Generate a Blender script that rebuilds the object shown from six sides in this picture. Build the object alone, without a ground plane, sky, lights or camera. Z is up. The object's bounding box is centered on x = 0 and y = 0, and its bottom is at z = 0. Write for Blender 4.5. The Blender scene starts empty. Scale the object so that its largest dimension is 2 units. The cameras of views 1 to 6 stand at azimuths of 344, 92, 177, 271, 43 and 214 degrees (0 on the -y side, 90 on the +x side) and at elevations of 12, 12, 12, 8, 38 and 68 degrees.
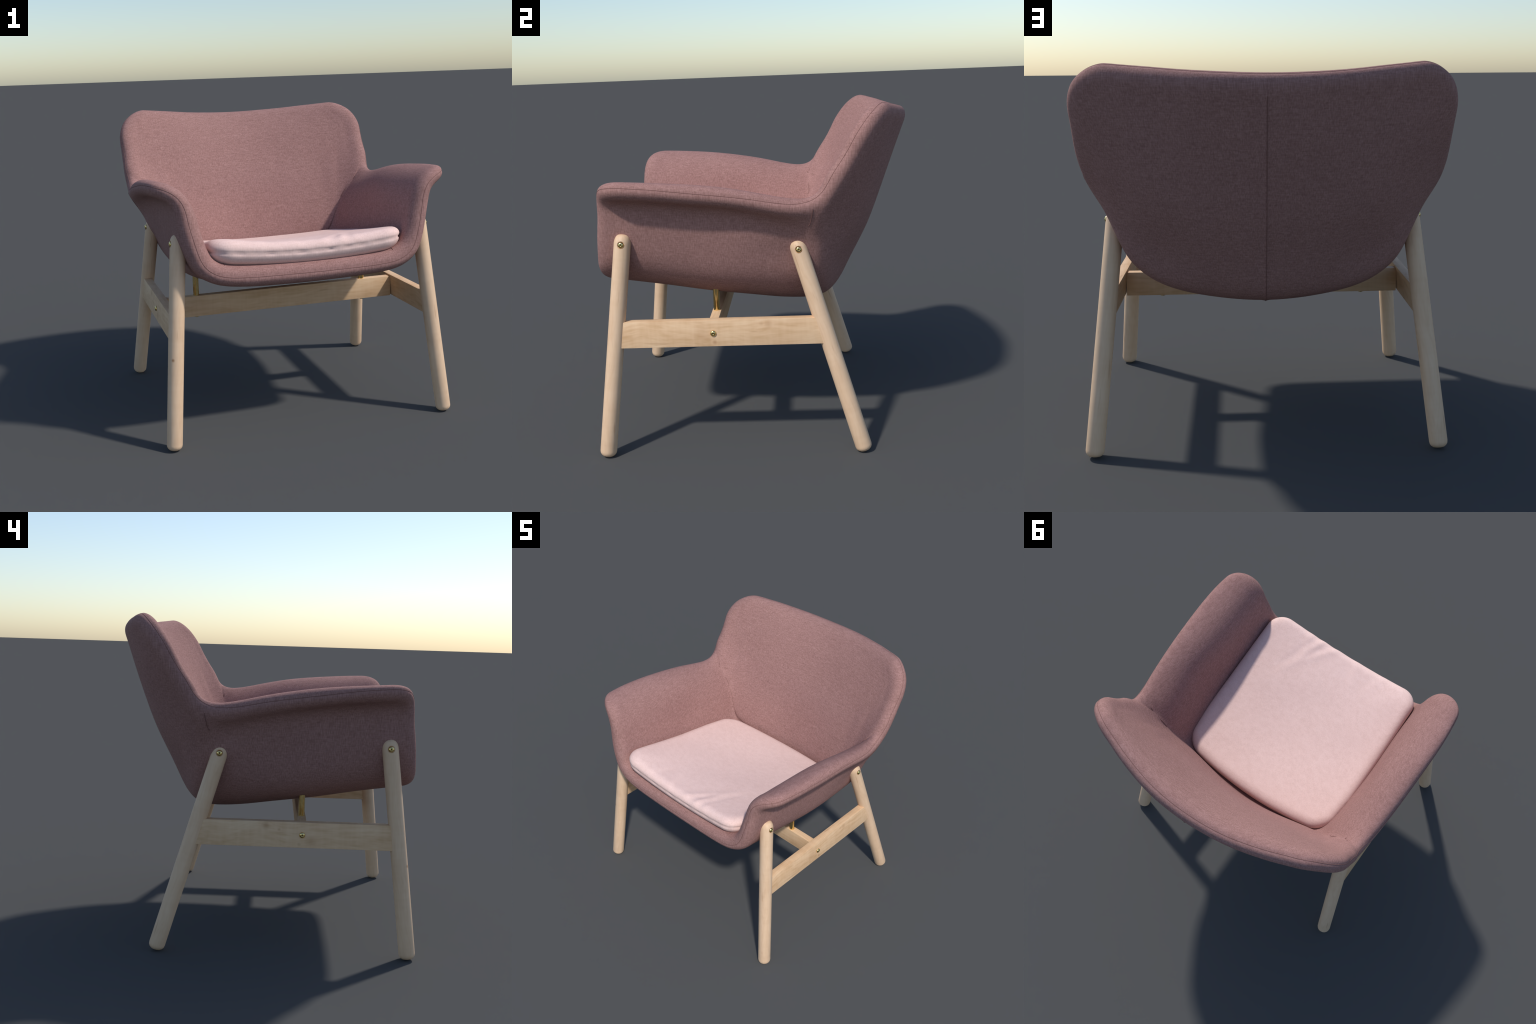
# Upholstered lounge armchair: padded shell, loose seat cushion, round birch legs,
# side rails, crossbar, brass support rods and brass screws.
import bpy, bmesh, math, random
import numpy as np
from mathutils import Vector, Matrix, kdtree, bvhtree

random.seed(7)
rng = np.random.default_rng(7)
scene = bpy.context.scene
col = scene.collection

# ------------------------------------------------------------------ helpers
def new_object(name, verts, faces, mat, parent, smooth=True):
    me = bpy.data.meshes.new(name)
    me.from_pydata([tuple(map(float, v)) for v in verts], [], [tuple(int(i) for i in f) for f in faces])
    me.update()
    ob = bpy.data.objects.new(name, me)
    col.objects.link(ob)
    if mat: me.materials.append(mat)
    if parent: ob.parent = parent
    if smooth:
        me.polygons.foreach_set("use_smooth", [True] * len(me.polygons))
    return ob

def spline_matrix(knots, x):
    """natural cubic spline as a linear operator: rows evaluate at x, columns are knot values"""
    k = np.asarray(knots, float); n = len(k); h = np.diff(k)
    A = np.zeros((n, n)); R = np.zeros((n, n)); A[0, 0] = A[-1, -1] = 1
    for i in range(1, n - 1):
        A[i, i-1] = h[i-1]; A[i, i] = 2 * (h[i-1] + h[i]); A[i, i+1] = h[i]
        R[i, i-1] = 6 / h[i-1]; R[i, i] = -6 / h[i-1] - 6 / h[i]; R[i, i+1] = 6 / h[i]
    M = np.linalg.solve(A, R)
    x = np.asarray(x, float)
    j = np.clip(np.searchsorted(k, x) - 1, 0, n - 2)
    hh = h[j]; a = (k[j+1] - x) / hh; b = (x - k[j]) / hh
    out = np.zeros((len(x), n)); r = np.arange(len(x))
    out[r, j] += a; out[r, j+1] += b
    out += ((a**3 - a) * hh**2 / 6)[:, None] * M[j] + ((b**3 - b) * hh**2 / 6)[:, None] * M[j+1]
    return out

def unit(v): return v / np.maximum(np.linalg.norm(v, axis=-1, keepdims=True), 1e-9)

# ------------------------------------------------------------------ materials
def nodes_of(name):
    m = bpy.data.materials.new(name); m.use_nodes = True
    nt = m.node_tree
    return m, nt, nt.nodes["Principled BSDF"]

def add(nt, kind, **kw):
    n = nt.nodes.new(kind)
    for k, v in kw.items(): setattr(n, k, v)
    return n

def stretched_noise(nt, coord, scale, detail=2.0, rough=0.5, loc=(0, 0, 0)):
    mp = add(nt, "ShaderNodeMapping"); mp.inputs["Scale"].default_value = scale; mp.inputs["Location"].default_value = loc
    nt.links.new(coord, mp.inputs["Vector"])
    nz = add(nt, "ShaderNodeTexNoise"); nz.inputs["Scale"].default_value = 1.0
    nz.inputs["Detail"].default_value = detail; nz.inputs["Roughness"].default_value = rough
    nt.links.new(mp.outputs["Vector"], nz.inputs["Vector"])
    return nz.outputs["Fac"]

def math_node(nt, op, a, b):
    n = add(nt, "ShaderNodeMath", operation=op)
    for i, s in enumerate((a, b)):
        if isinstance(s, (int, float)): n.inputs[i].default_value = s
        else: nt.links.new(s, n.inputs[i])
    return n.outputs[0]

def ramp(nt, fac, stops):
    r = add(nt, "ShaderNodeValToRGB")
    while len(r.color_ramp.elements) < len(stops): r.color_ramp.elements.new(0.5)
    for e, (p, c) in zip(r.color_ramp.elements, stops):
        e.position = p; e.color = (*c, 1)
    nt.links.new(fac, r.inputs["Fac"])
    return r.outputs["Color"]

def fabric(name, dark, mid, light, weave=1.0, rough=0.92, bump=0.25, sheen=0.15, patch=(0.06,)):
    m, nt, bsdf = nodes_of(name)
    tc = add(nt, "ShaderNodeTexCoord").outputs["Object"]
    w = weave
    warp = stretched_noise(nt, tc, (165*w, 165*w, 20*w), 2.0)
    weft = stretched_noise(nt, tc, (26*w, 26*w, 165*w), 2.0, loc=(3, 1, 7))
    fine = stretched_noise(nt, tc, (260*w, 260*w, 260*w), 1.0)
    tone = stretched_noise(nt, tc, (3.2, 3.2, 3.2), 3.0)
    s = math_node(nt, "ADD", math_node(nt, "MULTIPLY", warp, 0.50), math_node(nt, "MULTIPLY", weft, 0.32))
    s = math_node(nt, "ADD", s, math_node(nt, "MULTIPLY", fine, 0.10))
    f = math_node(nt, "ADD", s, math_node(nt, "MULTIPLY", tone, 0.08))
    c = ramp(nt, f, [(0.34, dark), (0.5, mid), (0.66, light)])
    nt.links.new(c, bsdf.inputs["Base Color"])
    bsdf.inputs["Roughness"].default_value = rough
    bsdf.inputs["Specular IOR Level"].default_value = 0.15
    bsdf.inputs["Sheen Weight"].default_value = sheen
    bsdf.inputs["Sheen Roughness"].default_value = 0.5
    bm = add(nt, "ShaderNodeBump"); bm.inputs["Strength"].default_value = bump; bm.inputs["Distance"].default_value = 0.004
    nt.links.new(s, bm.inputs["Height"]); nt.links.new(bm.outputs["Normal"], bsdf.inputs["Normal"])
    return m

def birch(name, scale, tones, knots=(), contrast=1.0):
    """pale wood; grain runs along the axis whose scale is small; knots are (x, y, z, radius) in object space"""
    m, nt, bsdf = nodes_of(name)
    tc = add(nt, "ShaderNodeTexCoord").outputs["Object"]
    oi = add(nt, "ShaderNodeObjectInfo")
    off = add(nt, "ShaderNodeVectorMath", operation="ADD")
    nt.links.new(tc, off.inputs[0])
    sc = add(nt, "ShaderNodeVectorMath", operation="SCALE"); sc.inputs[0].default_value = (3.1, 5.7, 9.3)
    nt.links.new(oi.outputs["Random"], sc.inputs["Scale"]); nt.links.new(sc.outputs[0], off.inputs[1])
    co = off.outputs[0]
    # slow warp makes the grain wander
    wv = add(nt, "ShaderNodeTexNoise"); wv.inputs["Scale"].default_value = 2.6; wv.inputs["Detail"].default_value = 1.0
    nt.links.new(co, wv.inputs["Vector"])
    ws = add(nt, "ShaderNodeVectorMath", operation="SCALE"); ws.inputs["Scale"].default_value = 0.10
    nt.links.new(wv.outputs["Color"], ws.inputs[0])
    wa = add(nt, "ShaderNodeVectorMath", operation="ADD"); nt.links.new(co, wa.inputs[0]); nt.links.new(ws.outputs[0], wa.inputs[1])
    co2 = wa.outputs[0]
    broad = stretched_noise(nt, co2, scale, 3.0, 0.55)
    line = stretched_noise(nt, co2, tuple(s * 4.2 for s in scale), 2.5, 0.6, (4, 2, 8))
    blotch = stretched_noise(nt, co, (6, 6, 6), 2.0)
    flame = stretched_noise(nt, co, tuple(60 / s for s in scale), 2.0, 0.5, (1, 7, 3))      # faint cross figure
    f = math_node(nt, "ADD", math_node(nt, "MULTIPLY", broad, 0.34), math_node(nt, "MULTIPLY", line, 0.34))
    f = math_node(nt, "ADD", f, math_node(nt, "MULTIPLY", blotch, 0.20))
    f = math_node(nt, "ADD", f, math_node(nt, "MULTIPLY", flame, 0.12))
    w = 0.13 / contrast
    c = ramp(nt, f, [(0.5 - w, tones[0]), (0.5, tones[1]), (0.5 + w, tones[2])])
    fl = stretched_noise(nt, co, tuple(s * 3.4 for s in scale), 1.0, 0.5, (9, 9, 1))          # short brown flecks
    fm = add(nt, "ShaderNodeMapRange"); fm.inputs["From Min"].default_value = 0.70; fm.inputs["From Max"].default_value = 0.80
    nt.links.new(fl, fm.inputs["Value"])
    fac = math_node(nt, "MULTIPLY", fm.outputs[0], 0.30)
    for kx, ky, kz, kr, ks in knots:
        dn = add(nt, "ShaderNodeVectorMath", operation="DISTANCE"); dn.inputs[1].default_value = (kx, ky, kz)
        nt.links.new(tc, dn.inputs[0])
        km = add(nt, "ShaderNodeMapRange", interpolation_type="SMOOTHSTEP")
        km.inputs["From Min"].default_value = kr; km.inputs["From Max"].default_value = 0.0; km.inputs["To Max"].default_value = ks
        nt.links.new(dn.outputs["Value"], km.inputs["Value"])
        fac = math_node(nt, "MAXIMUM", fac, km.outputs[0])
    mx = add(nt, "ShaderNodeMix", data_type="RGBA")
    nt.links.new(fac, mx.inputs["Factor"])
    nt.links.new(c, mx.inputs[6]); mx.inputs[7].default_value = (*WOOD_K, 1)
    nt.links.new(mx.outputs[2], bsdf.inputs["Base Color"])
    bsdf.inputs["Roughness"].default_value = 0.55
    bsdf.inputs["Specular IOR Level"].default_value = 0.3
    return m

WOOD_K = (0.33, 0.14, 0.055)
TONES_LEG = ((0.655, 0.435, 0.275), (0.735, 0.515, 0.340), (0.80, 0.585, 0.405))
TONES_RAIL = ((0.60, 0.375, 0.205), (0.700, 0.468, 0.280), (0.77, 0.545, 0.345))
LEG_GRAIN = (14, 14, 1.6)
M_SHELL = fabric("dusty_pink_weave", (0.245, 0.130, 0.115), (0.318, 0.175, 0.157), (0.402, 0.230, 0.208), sheen=0.0)
M_CUSH = fabric("pale_pink_cotton", (0.74, 0.515, 0.46), (0.80, 0.57, 0.515), (0.85, 0.62, 0.565), weave=0.9, bump=0.06, sheen=0.0)
M_LEG = birch("birch_leg", LEG_GRAIN, TONES_LEG, contrast=.65)
M_BAR = birch("birch_bar", (1.4, 16, 13), TONES_RAIL)
m, nt, b = nodes_of("seam_dark_line"); M_SEAM = m
b.inputs["Base Color"].default_value = (0.215, 0.112, 0.10, 1); b.inputs["Roughness"].default_value = 0.95  # darker pink than the shell, for the thin tubes that draw the dark seam lines
b.inputs["Specular IOR Level"].default_value = 0.1
m, nt, b = nodes_of("brass"); M_BRASS = m
b.inputs["Base Color"].default_value = (0.72, 0.50, 0.16, 1); b.inputs["Metallic"].default_value = 1.0; b.inputs["Roughness"].default_value = 0.2
bn = stretched_noise(nt, add(nt, "ShaderNodeTexCoord").outputs["Object"], (60, 60, 60), 2.0)
nt.links.new(ramp(nt, bn, [(0.3, (0.70, 0.52, 0.20)), (0.7, (0.84, 0.66, 0.30))]), b.inputs["Base Color"])
m, nt, b = nodes_of("dark_socket"); M_SOCK = m
b.inputs["Base Color"].default_value = (0.16, 0.11, 0.04, 1); b.inputs["Metallic"].default_value = 0.8; b.inputs["Roughness"].default_value = 0.5

# ------------------------------------------------------------------ root
chair = bpy.data.objects.new("armchair", None); col.objects.link(chair)
chair["label"] = "dusty pink upholstered armchair with pale cushion and birch legs"
chair["category"] = "armchair"

# ------------------------------------------------------------------ padded shell
# Outer skin as a net of half cross-sections (x >= 0), from the front edge of the seat,
# under the seat, round the rear corner and up to the top edge of the back.
# Each row runs from the centre line to the rim of the arm / back wing.
T = 0.115                                             # padding thickness
XS_ARM = [0, .25, .48, .61, .70, .75, .785, .812, .838, .90, .985]
def arm_section(y, zs, xs=XS_ARM, dy=None):
    return [(x, y + (dy[i] if dy else 0), z) for i, (x, z) in enumerate(zip(xs, zs))]
SECTIONS = [
 arm_section(-.90, [.984, .986, .994, 1.022, 1.090, 1.178, 1.28, 1.385, 1.475, 1.516, 1.540],
             [0, .25, .48, .615, .71, .755, .783, .806, .831, .882, .948], [-.048,-.048,-.046,-.040,-.030,-.02,-.01,.005,.015,.02,.02]),
 arm_section(-.60, [.905, .912, .940, .985, 1.06, 1.155, 1.26, 1.375, 1.462, 1.503, 1.528],
             [0, .25, .49, .63, .722, .773, .801, .823, .843, .90, .984]),
 arm_section(-.30, [.848, .857, .888, .937, 1.018, 1.115, 1.225, 1.335, 1.425, 1.470, 1.492],
             [0, .25, .49, .632, .728, .777, .805, .827, .848, .90, .982]),
 arm_section(0.0, [.80, .812, .852, .905, .985, 1.078, 1.18, 1.283, 1.373, 1.425, 1.452],
             [0, .25, .495, .627, .718, .768, .800, .829, .857, .905, .975]),
 arm_section(.25, [.765, .78, .83, .885, .965, 1.055, 1.15, 1.245, 1.33, 1.385, 1.423],
             [0, .24, .495, .62, .702, .752, .782, .818, .860, .908, .965]),
 [(0,.468,.808), (.25,.454,.823), (.48,.43,.87), (.60,.415,.93), (.695,.395,1.005), (.750,.385,1.09), (.793,.375,1.18),
  (.836,.37,1.27), (.887,.37,1.355), (.922,.38,1.42), (.957,.39,1.47)],
 [(0,.574,.965), (.25,.556,.975), (.46,.511,1.01), (.58,.485,1.06), (.67,.47,1.12), (.732,.455,1.18), (.782,.445,1.25),
  (.832,.44,1.33), (.880,.44,1.41), (.925,.447,1.48), (.962,.457,1.54)],
 [(0,.702,1.24), (.25,.692,1.245), (.45,.652,1.26), (.57,.622,1.29), (.66,.595,1.33), (.727,.570,1.375), (.782,.552,1.42),
  (.832,.535,1.475), (.880,.524,1.53), (.927,.515,1.58), (.966,.51,1.63)],
 [(0,.842,1.595), (.25,.828,1.60), (.45,.79,1.61), (.57,.755,1.62), (.66,.726,1.64), (.727,.700,1.655), (.782,.675,1.67),
  (.832,.653,1.69), (.880,.631,1.71), (.923,.610,1.73), (.964,.592,1.75)],
 [(0,.965,1.93), (.25,.948,1.936), (.45,.905,1.950), (.57,.87,1.962), (.65,.842,1.970), (.715,.82,1.976), (.77,.798,1.98),
  (.82,.775,1.982), (.87,.755,1.984), (.92,.735,1.986), (.965,.712,1.986)],
]
# padding thickness: thin on rims, fuller on the arm walls, thick across the back
T_CENTRE = [.136, .130, .115, .12, .14, .195, .212, .238, .217, .118]
T_FADE = [1, 1, .91, .75, .58, .44, .29, .16, .05, 0, 0]
T_ARM = [.10, .55, .68, .75, .7, .4, .12, 0, 0, 0]
T_ARM_FADE = [0, 0, 0, .2, .6, 1, 1, .9, .45, 0, 0]
half = np.array(SECTIONS)                              # (10, 11, 3)
net = np.concatenate([half[:, :0:-1] * [-1, 1, 1], half], axis=1)   # (10, 21, 3)
# the two arms are not quite alike: the left tip stands a little higher
for row, rise in enumerate((.018, .015, .009, .003)):
    net[row, :3, 2] += rise * np.array([1, .9, .5])
du = (np.linalg.norm(np.diff(half[:, 0], axis=0), axis=1) + np.linalg.norm(np.diff(half[:, -1], axis=0), axis=1)) / 2
UK = np.concatenate([[0], np.cumsum(du)]); UK /= UK[-1]
dv = np.linalg.norm(np.diff(half, axis=1), axis=2).mean(axis=0)
vk = np.concatenate([[0], np.cumsum(dv)]); vk /= vk[-1]
VK = np.concatenate([-vk[:0:-1], vk])

def skin(u, v):
    return np.einsum("ki,kj,ijc->kc", spline_matrix(UK, u), spline_matrix(VK, v), net)

thick_half = np.array([[T + (tc - T) * f + .038 * ta * fa for f, fa in zip(T_FADE, T_ARM_FADE)] for tc, ta in zip(T_CENTRE, T_ARM)])
thick_half[:2, 8:] -= .012                            # arm tips taper
thick_net = np.concatenate([thick_half[:, :0:-1], thick_half], axis=1)
def thickness(u, v):
    return np.einsum("ki,kj,ij->k", spline_matrix(UK, u), spline_matrix(VK, v), thick_net)

def skin_normal(u, v):                                 # points to the sitter's side
    e = 2e-3
    a = skin(np.clip(u + e, 0, 1), v) - skin(np.clip(u - e, 0, 1), v)
    b = skin(u, np.clip(v + e, -1, 1)) - skin(u, np.clip(v - e, -1, 1))
    return unit(np.cross(b, a))

# outline of the shell in (u, v): rectangle with rounded arm tips and rounded back corners
def outline(n):
    def arc(cu, cv, ru, rv, a0, a1, m=80, p=2.2):
        t = np.linspace(a0, a1, m)
        c, s = np.cos(t), np.sin(t)
        return np.stack([cu + ru * np.sign(c) * abs(c)**(2/p), cv + rv * np.sign(s) * abs(s)**(2/p)], 1)
    fu, fv, tu, tv = .075, .14, .125, .27
    pts = [arc(fu, 1-fv, fu, fv, math.pi, math.pi/2)]
    pts.append(np.stack([np.linspace(fu, 1-tu, 160), np.ones(160)], 1))
    pts.append(arc(1-tu, 1-tv, tu, tv, math.pi/2, 0))
    pts.append(np.stack([np.ones(160), np.linspace(1-tv, -(1-tv), 160)], 1))
    h = np.concatenate(pts)
    other = h[:-160][::-1] * [1, -1]
    front = np.stack([np.zeros(160), np.linspace(-(1-fv), 1-fv, 160)], 1)
    loop = np.concatenate([h, other, front])
    keep = np.concatenate([[True], np.linalg.norm(np.diff(loop, axis=0), axis=1) > 1e-6])
    loop = loop[keep]
    P = skin(loop[:, 0], loop[:, 1])
    seg = np.linalg.norm(np.roll(P, -1, 0) - P, axis=1)
    s = np.concatenate([[0], np.cumsum(seg)])
    loop = np.concatenate([loop, loop[:1]])
    t = np.linspace(0, s[-1], n, endpoint=False)
    return np.stack([np.interp(t, s, loop[:, 0]), np.interp(t, s, loop[:, 1])], 1)

N = 640
B = outline(N)
CEN = np.array([.40, 0.0])
PB = skin(B[:, 0], B[:, 1])
tang = unit(np.roll(PB, -1, 0) - np.roll(PB, 1, 0))

# radial lines from the outline to the middle, sampled by true distance from the rim
fine = np.linspace(0, 1, 160)
UV = B[:, None, :] + (CEN - B)[:, None, :] * fine[None, :, None]
PF = skin(UV[..., 0].ravel(), UV[..., 1].ravel()).reshape(N, 160, 3)
seg = np.linalg.norm(np.diff(PF, axis=1), axis=2)
dirn = unit(PF[:, 4] - PF[:, 0])
cosf = np.sqrt(np.clip(1 - np.einsum("nc,nc->n", dirn, tang)**2, .25, 1))
for _ in range(6): cosf = (np.roll(cosf, 1) + cosf + np.roll(cosf, -1)) / 3
S = np.concatenate([np.zeros((N, 1)), np.cumsum(seg, axis=1)], axis=1)
R_EDGE = 0.085
rim_d = R_EDGE * (1 - np.cos(np.linspace(0, math.pi / 2, 12)))       # 0 .. R_EDGE
inner_n = 78
rings_uv, rings_d = [], []
for k in range(len(rim_d) + inner_n):
    if k < len(rim_d):
        s = rim_d[k] / cosf; d = np.full(N, rim_d[k])
    else:
        f = (k - len(rim_d) + 1) / inner_n
        s0 = R_EDGE / cosf
        s = s0 + (S[:, -1] - s0) * (0.6 * f + 0.4 * f * f) * .985; d = R_EDGE + (s - s0) * cosf
    t = np.array([np.interp(s[i], S[i], fine) for i in range(N)])
    rings_uv.append(B + (CEN - B) * t[:, None]); rings_d.append(d)
rings_uv = np.array(rings_uv); rings_d = np.array(rings_d)
K = len(rings_uv)
uf, vf = rings_uv[..., 0].ravel(), rings_uv[..., 1].ravel()
O = skin(uf, vf).reshape(K, N, 3); NR = skin_normal(uf, vf).reshape(K, N, 3)
q = np.clip(1 - rings_d / R_EDGE, 0, 1)
prof = (1 - q**2.6)**0.5                                       # rounded padded rim
TH = thickness(uf, vf).reshape(K, N)
outer = O + NR * (T / 2 * (1 - prof))[..., None]
inner = O + NR * (T / 2 + (TH - T / 2) * prof)[..., None]
ease = np.clip((np.arange(12, K - 1) - 12) / 14, 0, 1)[:, None, None] * .5
for _ in range(40):                                                  # even out the stuffing on the sitter's side
    mid_ = (inner[11:-2] + inner[13:] + np.roll(inner, 1, 1)[12:-1] + np.roll(inner, -1, 1)[12:-1]) / 4
    inner[12:-1] += ease * (mid_ - inner[12:-1])
# stitched rim: a shallow groove runs round the middle of the rim
groove = np.array([.003, .0012] + [0] * (K - 2))
inward = unit(O[3] - O[0])
outer[0] += inward * groove[0]
outer[1] += inward * groove[1]; inner[1] += inward * groove[1]

verts = np.concatenate([outer.reshape(-1, 3), inner[1:].reshape(-1, 3)])
def vid(side, k, i): return k * N + i % N if (side == 0 or k == 0) else K * N + (k - 1) * N + i % N
faces, face_uv = [], []
for side in (0, 1):
    for k in range(K - 1):
        for i in range(N):
            f = (vid(side, k, i), vid(side, k, i+1), vid(side, k+1, i+1), vid(side, k+1, i))
            faces.append(f if side == 0 else f[::-1])
            face_uv.append(rings_uv[k, i])
caps = []
for side in (0, 1):
    c = len(verts) + side
    for i in range(N):
        f = (vid(side, K-1, i), vid(side, K-1, i+1), c)
        faces.append(f if side == 0 else f[::-1]); face_uv.append(CEN)
verts = np.concatenate([verts, skin(CEN[:1], CEN[1:])[:], skin(CEN[:1], CEN[1:]) + skin_normal(CEN[:1], CEN[1:]) * thickness(CEN[:1], CEN[1:])[:, None]])
face_uv = np.array(face_uv)

# seams given in (u, v) on one side of the padding: arm to back, front corners, spine of the back
u_corner = UK[4] * .35 + UK[5] * .65
def seam_points(uv, side, lift=0.0):
    uv = np.array(uv, float); t = np.linspace(0, len(uv) - 1, 40 * (len(uv) - 1))
    kk = np.arange(len(uv))
    Mx = spline_matrix(kk, t) if len(uv) > 2 else np.stack([1 - t, t], 1)
    w = Mx @ uv
    P = skin(w[:, 0], w[:, 1]) + skin_normal(w[:, 0], w[:, 1]) * (thickness(w[:, 0], w[:, 1])[:, None] if side else 0)
    return P
SEAMS = []
for sg in (1, -1):
    SEAMS.append(seam_points([(u_corner, sg*.925), (u_corner+.004, sg*.8), (u_corner, sg*.62), (u_corner-.01, sg*.45)], 1))
    SEAMS.append(seam_points([(u_corner, sg*.985), (u_corner-.004, sg*.91), (u_corner-.012, sg*vk[8])], 0))
    SEAMS.append(seam_points([(.012, sg*.47), (.05, sg*.475)], 1))
SEAMS.append(seam_points([(UK[4]+.01, 0), (UK[6], 0), (UK[8], 0), (.965, 0)], 0))

fn = np.zeros((len(verts), 3))
tri = np.array([f[:3] for f in faces])
nn = np.cross(verts[tri[:, 1]] - verts[tri[:, 0]], verts[tri[:, 2]] - verts[tri[:, 0]])
for j in range(3): np.add.at(fn, tri[:, j], nn)
fn = unit(fn)
grooved = [SEAMS[i] for i in (0, 3, len(SEAMS) - 1)]
kd = kdtree.KDTree(sum(len(s) for s in grooved)); c = 0
for s in grooved:
    for p in s: kd.insert(Vector(p), c); c += 1
kd.balance()
for i in range(len(verts)):
    _, _, d = kd.find(Vector(verts[i]))
    if d < .04: verts[i] -= fn[i] * .004 * math.exp(-(d / .014)**2)
# hollows where the leg tops press into the padding, and slight unevenness of the stuffing
LEGS = [((.909, -.900, 0.0), (.789, -.742, 1.305)), ((.904, .611, 0.0), (.786, .243, 1.242))]
for (fx, fy, fz), (tx, ty, tz) in LEGS:
    for sg in (1, -1):
        c = np.array([sg * (tx + .01), ty, tz - .03])
        d = np.linalg.norm(verts - c, axis=1)
        m_ = (d < .25) & (verts[:, 0] * sg * fn[:, 0] > 0) & (abs(fn[:, 0]) > .3)
        verts[m_] -= fn[m_] * ((.014 if ty < 0 else .020) * np.exp(-(d[m_] / .08)**2))[:, None]
def lumps(P):
    a = np.sin(P[:, 0]*5.1 + 1.3*np.sin(P[:, 1]*4.2 + P[:, 2]*3.1)) * np.sin(P[:, 2]*6.3 + P[:, 1]*4.4 + .6)
    b = np.sin(P[:, 1]*11 + 2.1*P[:, 0] + 1.7) * np.sin(P[:, 2]*12.5 - 3*P[:, 0])
    return a * .0025 + b * .0012
verts += fn * lumps(verts)[:, None]

# one smooth surface, split into named regions that keep the common normals
whole = new_object("shell_whole", verts, faces, M_SHELL, None)
bmw = bmesh.new(); bmw.from_mesh(whole.data); bmesh.ops.recalc_face_normals(bmw, faces=bmw.faces[:]); bmw.to_mesh(whole.data); bmw.free()
faces = [tuple(p.vertices) for p in whole.data.polygons]
vnorm = np.array([v.normal[:] for v in whole.data.vertices])
bvh = bvhtree.BVHTree.FromPolygons([Vector(v) for v in verts], faces)
bpy.data.objects.remove(whole)
region = np.where(face_uv[:, 0] > u_corner - .01, 1, np.where(face_uv[:, 1] > .5, 2, np.where(face_uv[:, 1] < -.5, 3, 0)))
parts = {}
for r, nm in enumerate(["seat_shell", "backrest", "armrest", "armrest"]):
    fs = [faces[i] for i in np.nonzero(region == r)[0]]
    used = sorted({i for f in fs for i in f}); mp = {o: n for n, o in enumerate(used)}
    ob = new_object(nm, verts[used], [[mp[i] for i in f] for f in fs], M_SHELL, chair)
    ob.data.normals_split_custom_set_from_vertices([tuple(vnorm[i]) for i in used])
    parts[r] = ob

def tube(points, r, nseg=8):
    P = np.array(points); t = unit(np.gradient(P, axis=0))
    up = np.array([0.31, 0.2, .93]); a = unit(np.cross(t, up)); b = np.cross(t, a)
    ang = np.linspace(0, 2*math.pi, nseg, endpoint=False)
    V = P[:, None] + r * (np.cos(ang)[None, :, None] * a[:, None] + np.sin(ang)[None, :, None] * b[:, None])
    F = []
    for i in range(len(P) - 1):
        for j in range(nseg):
            F.append((i*nseg+j, i*nseg+(j+1) % nseg, (i+1)*nseg+(j+1) % nseg, (i+1)*nseg+j))
    return V.reshape(-1, 3), F
SEAMS.insert(0, np.concatenate([outer[0], outer[0][:1]]))          # dark tube drawn along the rim groove
for n, s in enumerate(SEAMS):
    pts = np.array(s)
    for _ in range(3):                                   # lay the dark tube on the skin, then relax it
        hit = [bvh.find_nearest(Vector(p)) for p in pts]
        pts = np.array([h[0] for h in hit])
        if n:
            for _ in range(4): pts[1:-1] = (pts[:-2] + 2 * pts[1:-1] + pts[2:]) / 4
    hit = [bvh.find_nearest(Vector(p)) for p in pts]
    pts = np.array([np.array(h[0]) + np.array(h[1]) * (.0002 if n == 0 else .0014) for h in hit])
    V, F = tube(pts, .0015)
    new_object("seam", V, F, M_SEAM, parts[1] if n == len(SEAMS) - 1 else parts[0])

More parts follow.
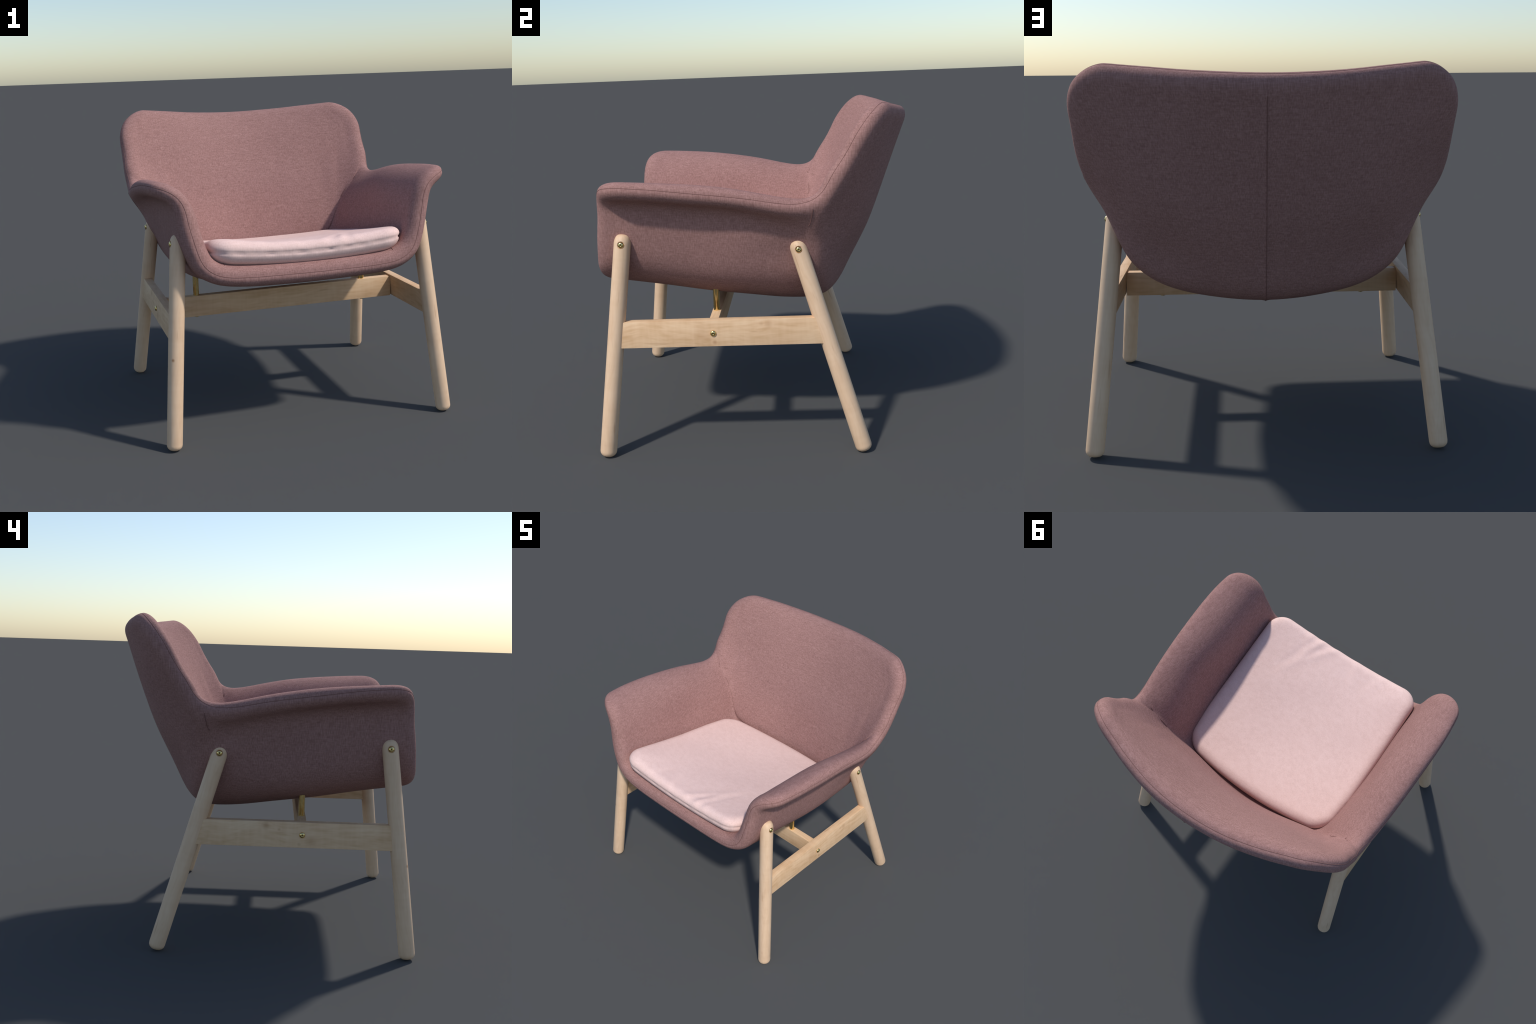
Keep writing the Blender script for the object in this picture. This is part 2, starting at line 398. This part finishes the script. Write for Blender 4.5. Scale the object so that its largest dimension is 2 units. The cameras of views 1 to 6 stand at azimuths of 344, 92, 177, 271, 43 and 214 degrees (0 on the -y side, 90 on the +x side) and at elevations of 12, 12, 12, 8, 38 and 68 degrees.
# ------------------------------------------------------------------ seat cushion
def cushion():
    hw, y0, y1 = .625, -.915, .325
    NC, rad = 420, .13
    def loop(inset):
        pts = []
        r = max(rad - inset * .6, .03)
        ax, ay0, ay1 = hw - inset, y0 + inset, y1 - inset
        for cx, cy, a0 in ((ax - r, ay1 - r, 0), (-ax + r, ay1 - r, 90), (-ax + r, ay0 + r, 180), (ax - r, ay0 + r, 270)):
            for t in np.linspace(0, 90, 24): pts.append((cx + r*math.cos(math.radians(a0+t)), cy + r*math.sin(math.radians(a0+t))))
        pts = np.array(pts); pts = np.concatenate([pts, pts[:1]])
        s = np.concatenate([[0], np.cumsum(np.linalg.norm(np.diff(pts, axis=0), axis=1))])
        t = np.linspace(0, s[-1], NC, endpoint=False)
        return np.stack([np.interp(t, s, pts[:, 0]), np.interp(t, s, pts[:, 1])], 1)
    base = loop(0); mid = np.array([0, (y0 + y1) / 2])
    HT, HB, RE = .055, .085, .070
    ins = np.concatenate([RE * (1 - np.cos(np.linspace(0, math.pi/2, 14))), np.linspace(RE, .57, 60)[1:]])
    rows = []
    for side in (1, 0):
        for d in (ins[::-1] if side else ins[1:]):
            f = 1 - d / .585
            xy = loop(d) if d < .12 else mid + (loop(.12) - mid) * ((.585 - d) / (.585 - .12))
            qq = max(0, 1 - d / RE); pr = (1 - qq**2.2)**(1/2.2)
            h = HT * pr if side else -HB * pr
            z = np.full(NC, h)
            if side: z += .010 * math.sin(min(1, d / .4) * math.pi / 2)
            rows.append(np.column_stack([xy, z]))
    R = np.array(rows); nr = len(R)
    P = R.reshape(-1, 3)
    # rounded sides bulge in plan; front edge slightly bowed
    P[:, 0] *= 1 + .012 * np.cos((P[:, 1] - mid[1]) * 2.2) - .030 * np.clip((P[:, 1] - .0) / .27, 0, 1)
    P[:, 1] -= .06 * (P[:, 0] / hw)**2 * np.clip((P[:, 1] + .1) / .4, 0, 1)
    # puckers running in from the front edge
    for cx, L, w, amp, sl in ((.06, .20, .034, .0040, .75), (.19, .24, .024, .0045, .35), (-.10, .16, .040, .0025, -.3), (.30, .15, .030, .0020, -.2), (-.34, .14, .03, .0015, .3)):
        dy = P[:, 1] - y0
        wave = np.exp(-((P[:, 0] - cx - sl * dy) / w)**2) - .8 * np.exp(-((P[:, 0] - cx - .055 - sl * dy) / w)**2)
        m_ = P[:, 2] > -.01
        P[m_, 2] += (amp * wave * np.exp(-((dy - .06) / L)**2))[m_]
    top = np.clip(P[:, 2] / .05, 0, 1)
    P[:, 2] -= top * .024 * np.exp(-(((P[:, 0] - .02) / .36)**2 + ((P[:, 1] + .12) / .34)**2))
    P[:, 2] += .0022 * np.sin(P[:, 0]*9 + 1.1*np.sin(P[:, 1]*7)) * np.sin(P[:, 1]*8 + .4) * top
    P[:, 2] += top * .014 * np.exp(-(((P[:, 0] + .5) / .16)**2 + ((P[:, 1] + .78) / .16)**2))
    # stitched edge: pinched band with ripples
    wl = np.arange(len(P)) % NC
    side_amt = np.exp(-((P[:, 2] + .012) / .009)**2) * (np.abs(np.linalg.norm((P[:, :2] - mid) / [hw, .58], axis=1)) > .9)
    c2 = unit(np.column_stack([P[:, 0] - 0, P[:, 1] - mid[1], np.zeros(len(P))]))
    P -= c2 * (side_amt * (.009 + .004 * np.sin(wl * .55) * np.sin(wl * .17)))[:, None]
    # lie on the sloping seat
    slope = -.155
    P[:, 2] += 1.088 + slope * (P[:, 1] + .32) + (.018 + .026 * np.clip(-(P[:, 1] + .3) / .5, 0, 1)) * (P[:, 0] / hw)**2
    F = []
    for k in range(nr - 1):
        for i in range(NC):
            F.append((k*NC+i, (k+1)*NC+i, (k+1)*NC+(i+1) % NC, k*NC+(i+1) % NC))
    F.append(list(range(NC))[::1]); F.append([(nr-1)*NC+i for i in range(NC)][::-1])
    ob = new_object("seat_cushion", P, F, M_CUSH, chair)
    bm = bmesh.new(); bm.from_mesh(ob.data); bmesh.ops.recalc_face_normals(bm, faces=bm.faces[:]); bm.to_mesh(ob.data); bm.free()
    return ob
cushion()

# ------------------------------------------------------------------ legs
LEG_R = .0485
def leg_mesh(length, name):
    prof = [(0.0, 0.0), (.018, .0), (.030, .003), (.040, .011), (.0462, .021), (LEG_R, .034)]
    prof += [(LEG_R, length * f) for f in (.25, .5, .75)]
    L = length
    prof += [(LEG_R, L - .052), (.0475, L - .042), (.044, L - .028), (.037, L - .014), (.027, L - .005), (.014, L - .001), (0, L)]
    n = 48; V = []; F = []
    for r, z in prof[1:-1]:
        for i in range(n): V.append((r*math.cos(2*math.pi*i/n), r*math.sin(2*math.pi*i/n), z))
    m_ = len(prof) - 2
    for k in range(m_ - 1):
        for i in range(n): F.append((k*n+i, k*n+(i+1) % n, (k+1)*n+(i+1) % n, (k+1)*n+i))
    V.append((0, 0, 0)); V.append((0, 0, L))
    for i in range(n):
        F.append((i, len(V)-2, (i+1) % n)); F.append(((m_-1)*n+i, (m_-1)*n+(i+1) % n, len(V)-1))
    return V, F

def screw_meshes():
    n = 32; V = []; F = []
    prof = [(.0175, 0), (.0178, .004), (.0165, .008), (.0125, .0112), (.0075, .0132), (.0060, .0132), (.0057, .008)]
    for k, (r, z) in enumerate(prof):
        for i in range(n):
            a = 2*math.pi*i/n
            rr = r
            if k >= 5:                                   # hexagonal socket
                rr = r * math.cos(math.pi/6) / math.cos((a % (math.pi/3)) - math.pi/6)
            V.append((rr*math.cos(a), rr*math.sin(a), z))
    for k in range(len(prof)-1):
        for i in range(n): F.append((k*n+i, k*n+(i+1) % n, (k+1)*n+(i+1) % n, (k+1)*n+i))
    F.append([(len(prof)-1)*n+i for i in range(n)])
    F.append([i for i in range(n)][::-1])
    return V, F
sv, sf = screw_meshes()
screw_proto = None
def place_screw(pos, normal, parent):
    global screw_proto
    if screw_proto is None:
        ob = new_object("screw", sv, sf, M_BRASS, None)
        ob.data.materials.append(M_SOCK); ob.data.polygons[-2].material_index = 1
        screw_proto = ob
    else:
        ob = screw_proto.copy(); col.objects.link(ob)
    ob.matrix_world = Matrix.Translation(Vector(pos)) @ Vector(normal).to_track_quat("Z", "Y").to_matrix().to_4x4()
    ob.parent = parent; ob.matrix_parent_inverse = parent.matrix_world.inverted()
    return ob

def cut_recess(ob, pos, normal, r=.0215, depth=.0075):
    """flat-bottomed round hole in the leg face for a screw head"""
    n = 40; q_ = Vector(normal).to_track_quat("Z", "Y").to_matrix().to_4x4(); M_ = Matrix.Translation(Vector(pos)) @ q_
    V = [M_ @ Vector((r*math.cos(2*math.pi*i/n), r*math.sin(2*math.pi*i/n), z)) for z in (-depth, .05) for i in range(n)]
    F = [(i, (i+1) % n, n+(i+1) % n, n+i) for i in range(n)] + [list(range(n))[::-1], list(range(n, 2*n))]
    cutter = new_object("cutter", V, F, None, None, False)
    md = ob.modifiers.new("recess", "BOOLEAN"); md.operation = "DIFFERENCE"; md.object = cutter; md.solver = "EXACT"
    bpy.context.view_layer.update()
    dg = bpy.context.evaluated_depsgraph_get()
    me = bpy.data.meshes.new_from_object(ob.evaluated_get(dg)); ob.modifiers.clear(); ob.data = me
    bpy.data.objects.remove(cutter)

SCREW_DOWN = [.060, .058]
for li, (foot, top) in enumerate(LEGS):
    for sg in (1, -1):
        f = Vector((foot[0]*sg, foot[1], 0)); t = Vector((top[0]*sg, top[1], top[2]))
        ax = (t - f).normalized(); length = (t - f).length
        rot = ax.to_track_quat("Z", "X").to_matrix()
        f.z = LEG_R * 0.42 * math.sqrt(max(0, 1 - ax.z**2))      # foot rests on the ground
        V, F = leg_mesh(length, "leg")
        ob = new_object("leg", V, F, M_LEG, chair)
        ob.matrix_world = Matrix.Translation(f) @ rot.to_4x4()
        bpy.context.view_layer.update()
        n_out = Vector((sg, 0, 0)); n_out = (n_out - ax * n_out.dot(ax)).normalized()
        p = f + ax * (length - SCREW_DOWN[li]) + n_out * LEG_R
        cut_recess(ob, p, n_out)
        if sg < 0 and li == 0:                               # one leg carries a small knot with a ring of darker grain
            inv = ob.matrix_world.inverted()
            kn = [(*(inv @ Vector(q_)), r, k_) for q_, r, k_ in (((-.885, -.876, .566), .016, .95), ((-.905, -.862, .566), .010, .8), ((-.895, -.790, .562), .010, .7))]
            ob.data.materials[0] = birch("birch_leg_with_knot", LEG_GRAIN, TONES_LEG, kn, .65)
        me = ob.data
        me.polygons.foreach_set("use_smooth", [True]*len(me.polygons)); me.set_sharp_from_angle(angle=math.radians(32))
        place_screw(p - n_out * .0075, n_out, ob)

# ------------------------------------------------------------------ frame rails
def box(name, cx, cy, cz, sx, sy, sz, mat, bevel=.003, shear=None):
    bm = bmesh.new(); bmesh.ops.create_cube(bm, size=1)
    for v in bm.verts:
        v.co = Vector((v.co.x*sx, v.co.y*sy, v.co.z*sz))
        if shear: shear(v.co)
    bmesh.ops.bevel(bm, geom=bm.edges[:], offset=bevel, segments=2, affect="EDGES", profile=.6)
    me = bpy.data.meshes.new(name); bm.to_mesh(me); bm.free(); me.materials.append(mat)
    ob = bpy.data.objects.new(name, me); col.objects.link(ob); ob.parent = chair; ob.location = (cx, cy, cz)
    me.polygons.foreach_set("use_smooth", [True]*len(me.polygons)); me.set_sharp_from_angle(angle=math.radians(35))
    return ob
RZ0, RZ1 = .652, .803
zc = (RZ0 + RZ1) / 2
def leg_at(li, z):
    f, t = LEGS[li]; k = z / t[2]
    return f[0] + (t[0]-f[0])*k, f[1] + (t[1]-f[1])*k
xf, yf = leg_at(0, zc); xr, yr = leg_at(1, zc)
sy_f = (LEGS[0][1][1]-LEGS[0][0][1]) / LEGS[0][1][2]; sy_r = (LEGS[1][1][1]-LEGS[1][0][1]) / LEGS[1][1][2]
sx_l = (LEGS[0][1][0]-LEGS[0][0][0]) / LEGS[0][1][2]
RAIL_T = .056
KNOTS = {1: [(.028, -.03, -.052, .020, .55), (.028, .28, .045, .034, .30), (.028, .24, .05, .02, .25), (.028, -.10, .00, .085, .16)],
         -1: [(-.028, -.09, -.035, .045, .30), (-.028, -.02, -.055, .018, .35), (-.028, .18, .05, .035, .40), (-.028, .10, .03, .014, .35)]}
for sg in (1, -1):
    def sh(co, sg=sg):
        co.y += (sy_f if co.y < 0 else sy_r) * co.z
        co.x += sg * sx_l * co.z
    r_ = box("side_rail", sg*((xf+xr)/2 + .004), (yf+yr)/2, zc, RAIL_T, yr-yf-.02, RZ1-RZ0, birch("birch_rail", (16, 1.5, 13), TONES_RAIL, KNOTS[sg], 1.05), shear=sh)
    bpy.context.view_layer.update()
    place_screw((sg*((xf+xr)/2 + .004 + RAIL_T/2 - .001), -.246, .728), (1*sg, 0, -sx_l*0), r_)
bar = box("crossbar", 0, -.246, .720, 2*((xf+xr)/2 - RAIL_T/2) + .004, .054, .142, M_BAR)
bpy.context.view_layer.update()
def lathe(name, prof, mat, loc, parent, n=24):
    V = []; F = []
    for r, z in prof:
        for i in range(n): V.append((r*math.cos(2*math.pi*i/n), r*math.sin(2*math.pi*i/n), z))
    for k in range(len(prof)-1):
        for i in range(n): F.append((k*n+i, k*n+(i+1) % n, (k+1)*n+(i+1) % n, (k+1)*n+i))
    F.append(list(range(n))[::-1]); F.append([(len(prof)-1)*n+i for i in range(n)])
    ob = new_object(name, V, F, mat, None)
    ob.data.set_sharp_from_angle(angle=math.radians(40))
    ob.location = loc; ob.parent = parent; ob.matrix_parent_inverse = parent.matrix_world.inverted()
    return ob
for sg in (1, -1):
    lathe("support_rod", [(.0195, 0), (.0195, .17)], M_BRASS, (sg*.597, -.246, .7905), chair)
    lathe("bolt_head", [(.010, -.008), (.014, -.006), (.015, .002)], M_BRASS, (sg*.60, -.246, .648), bar)
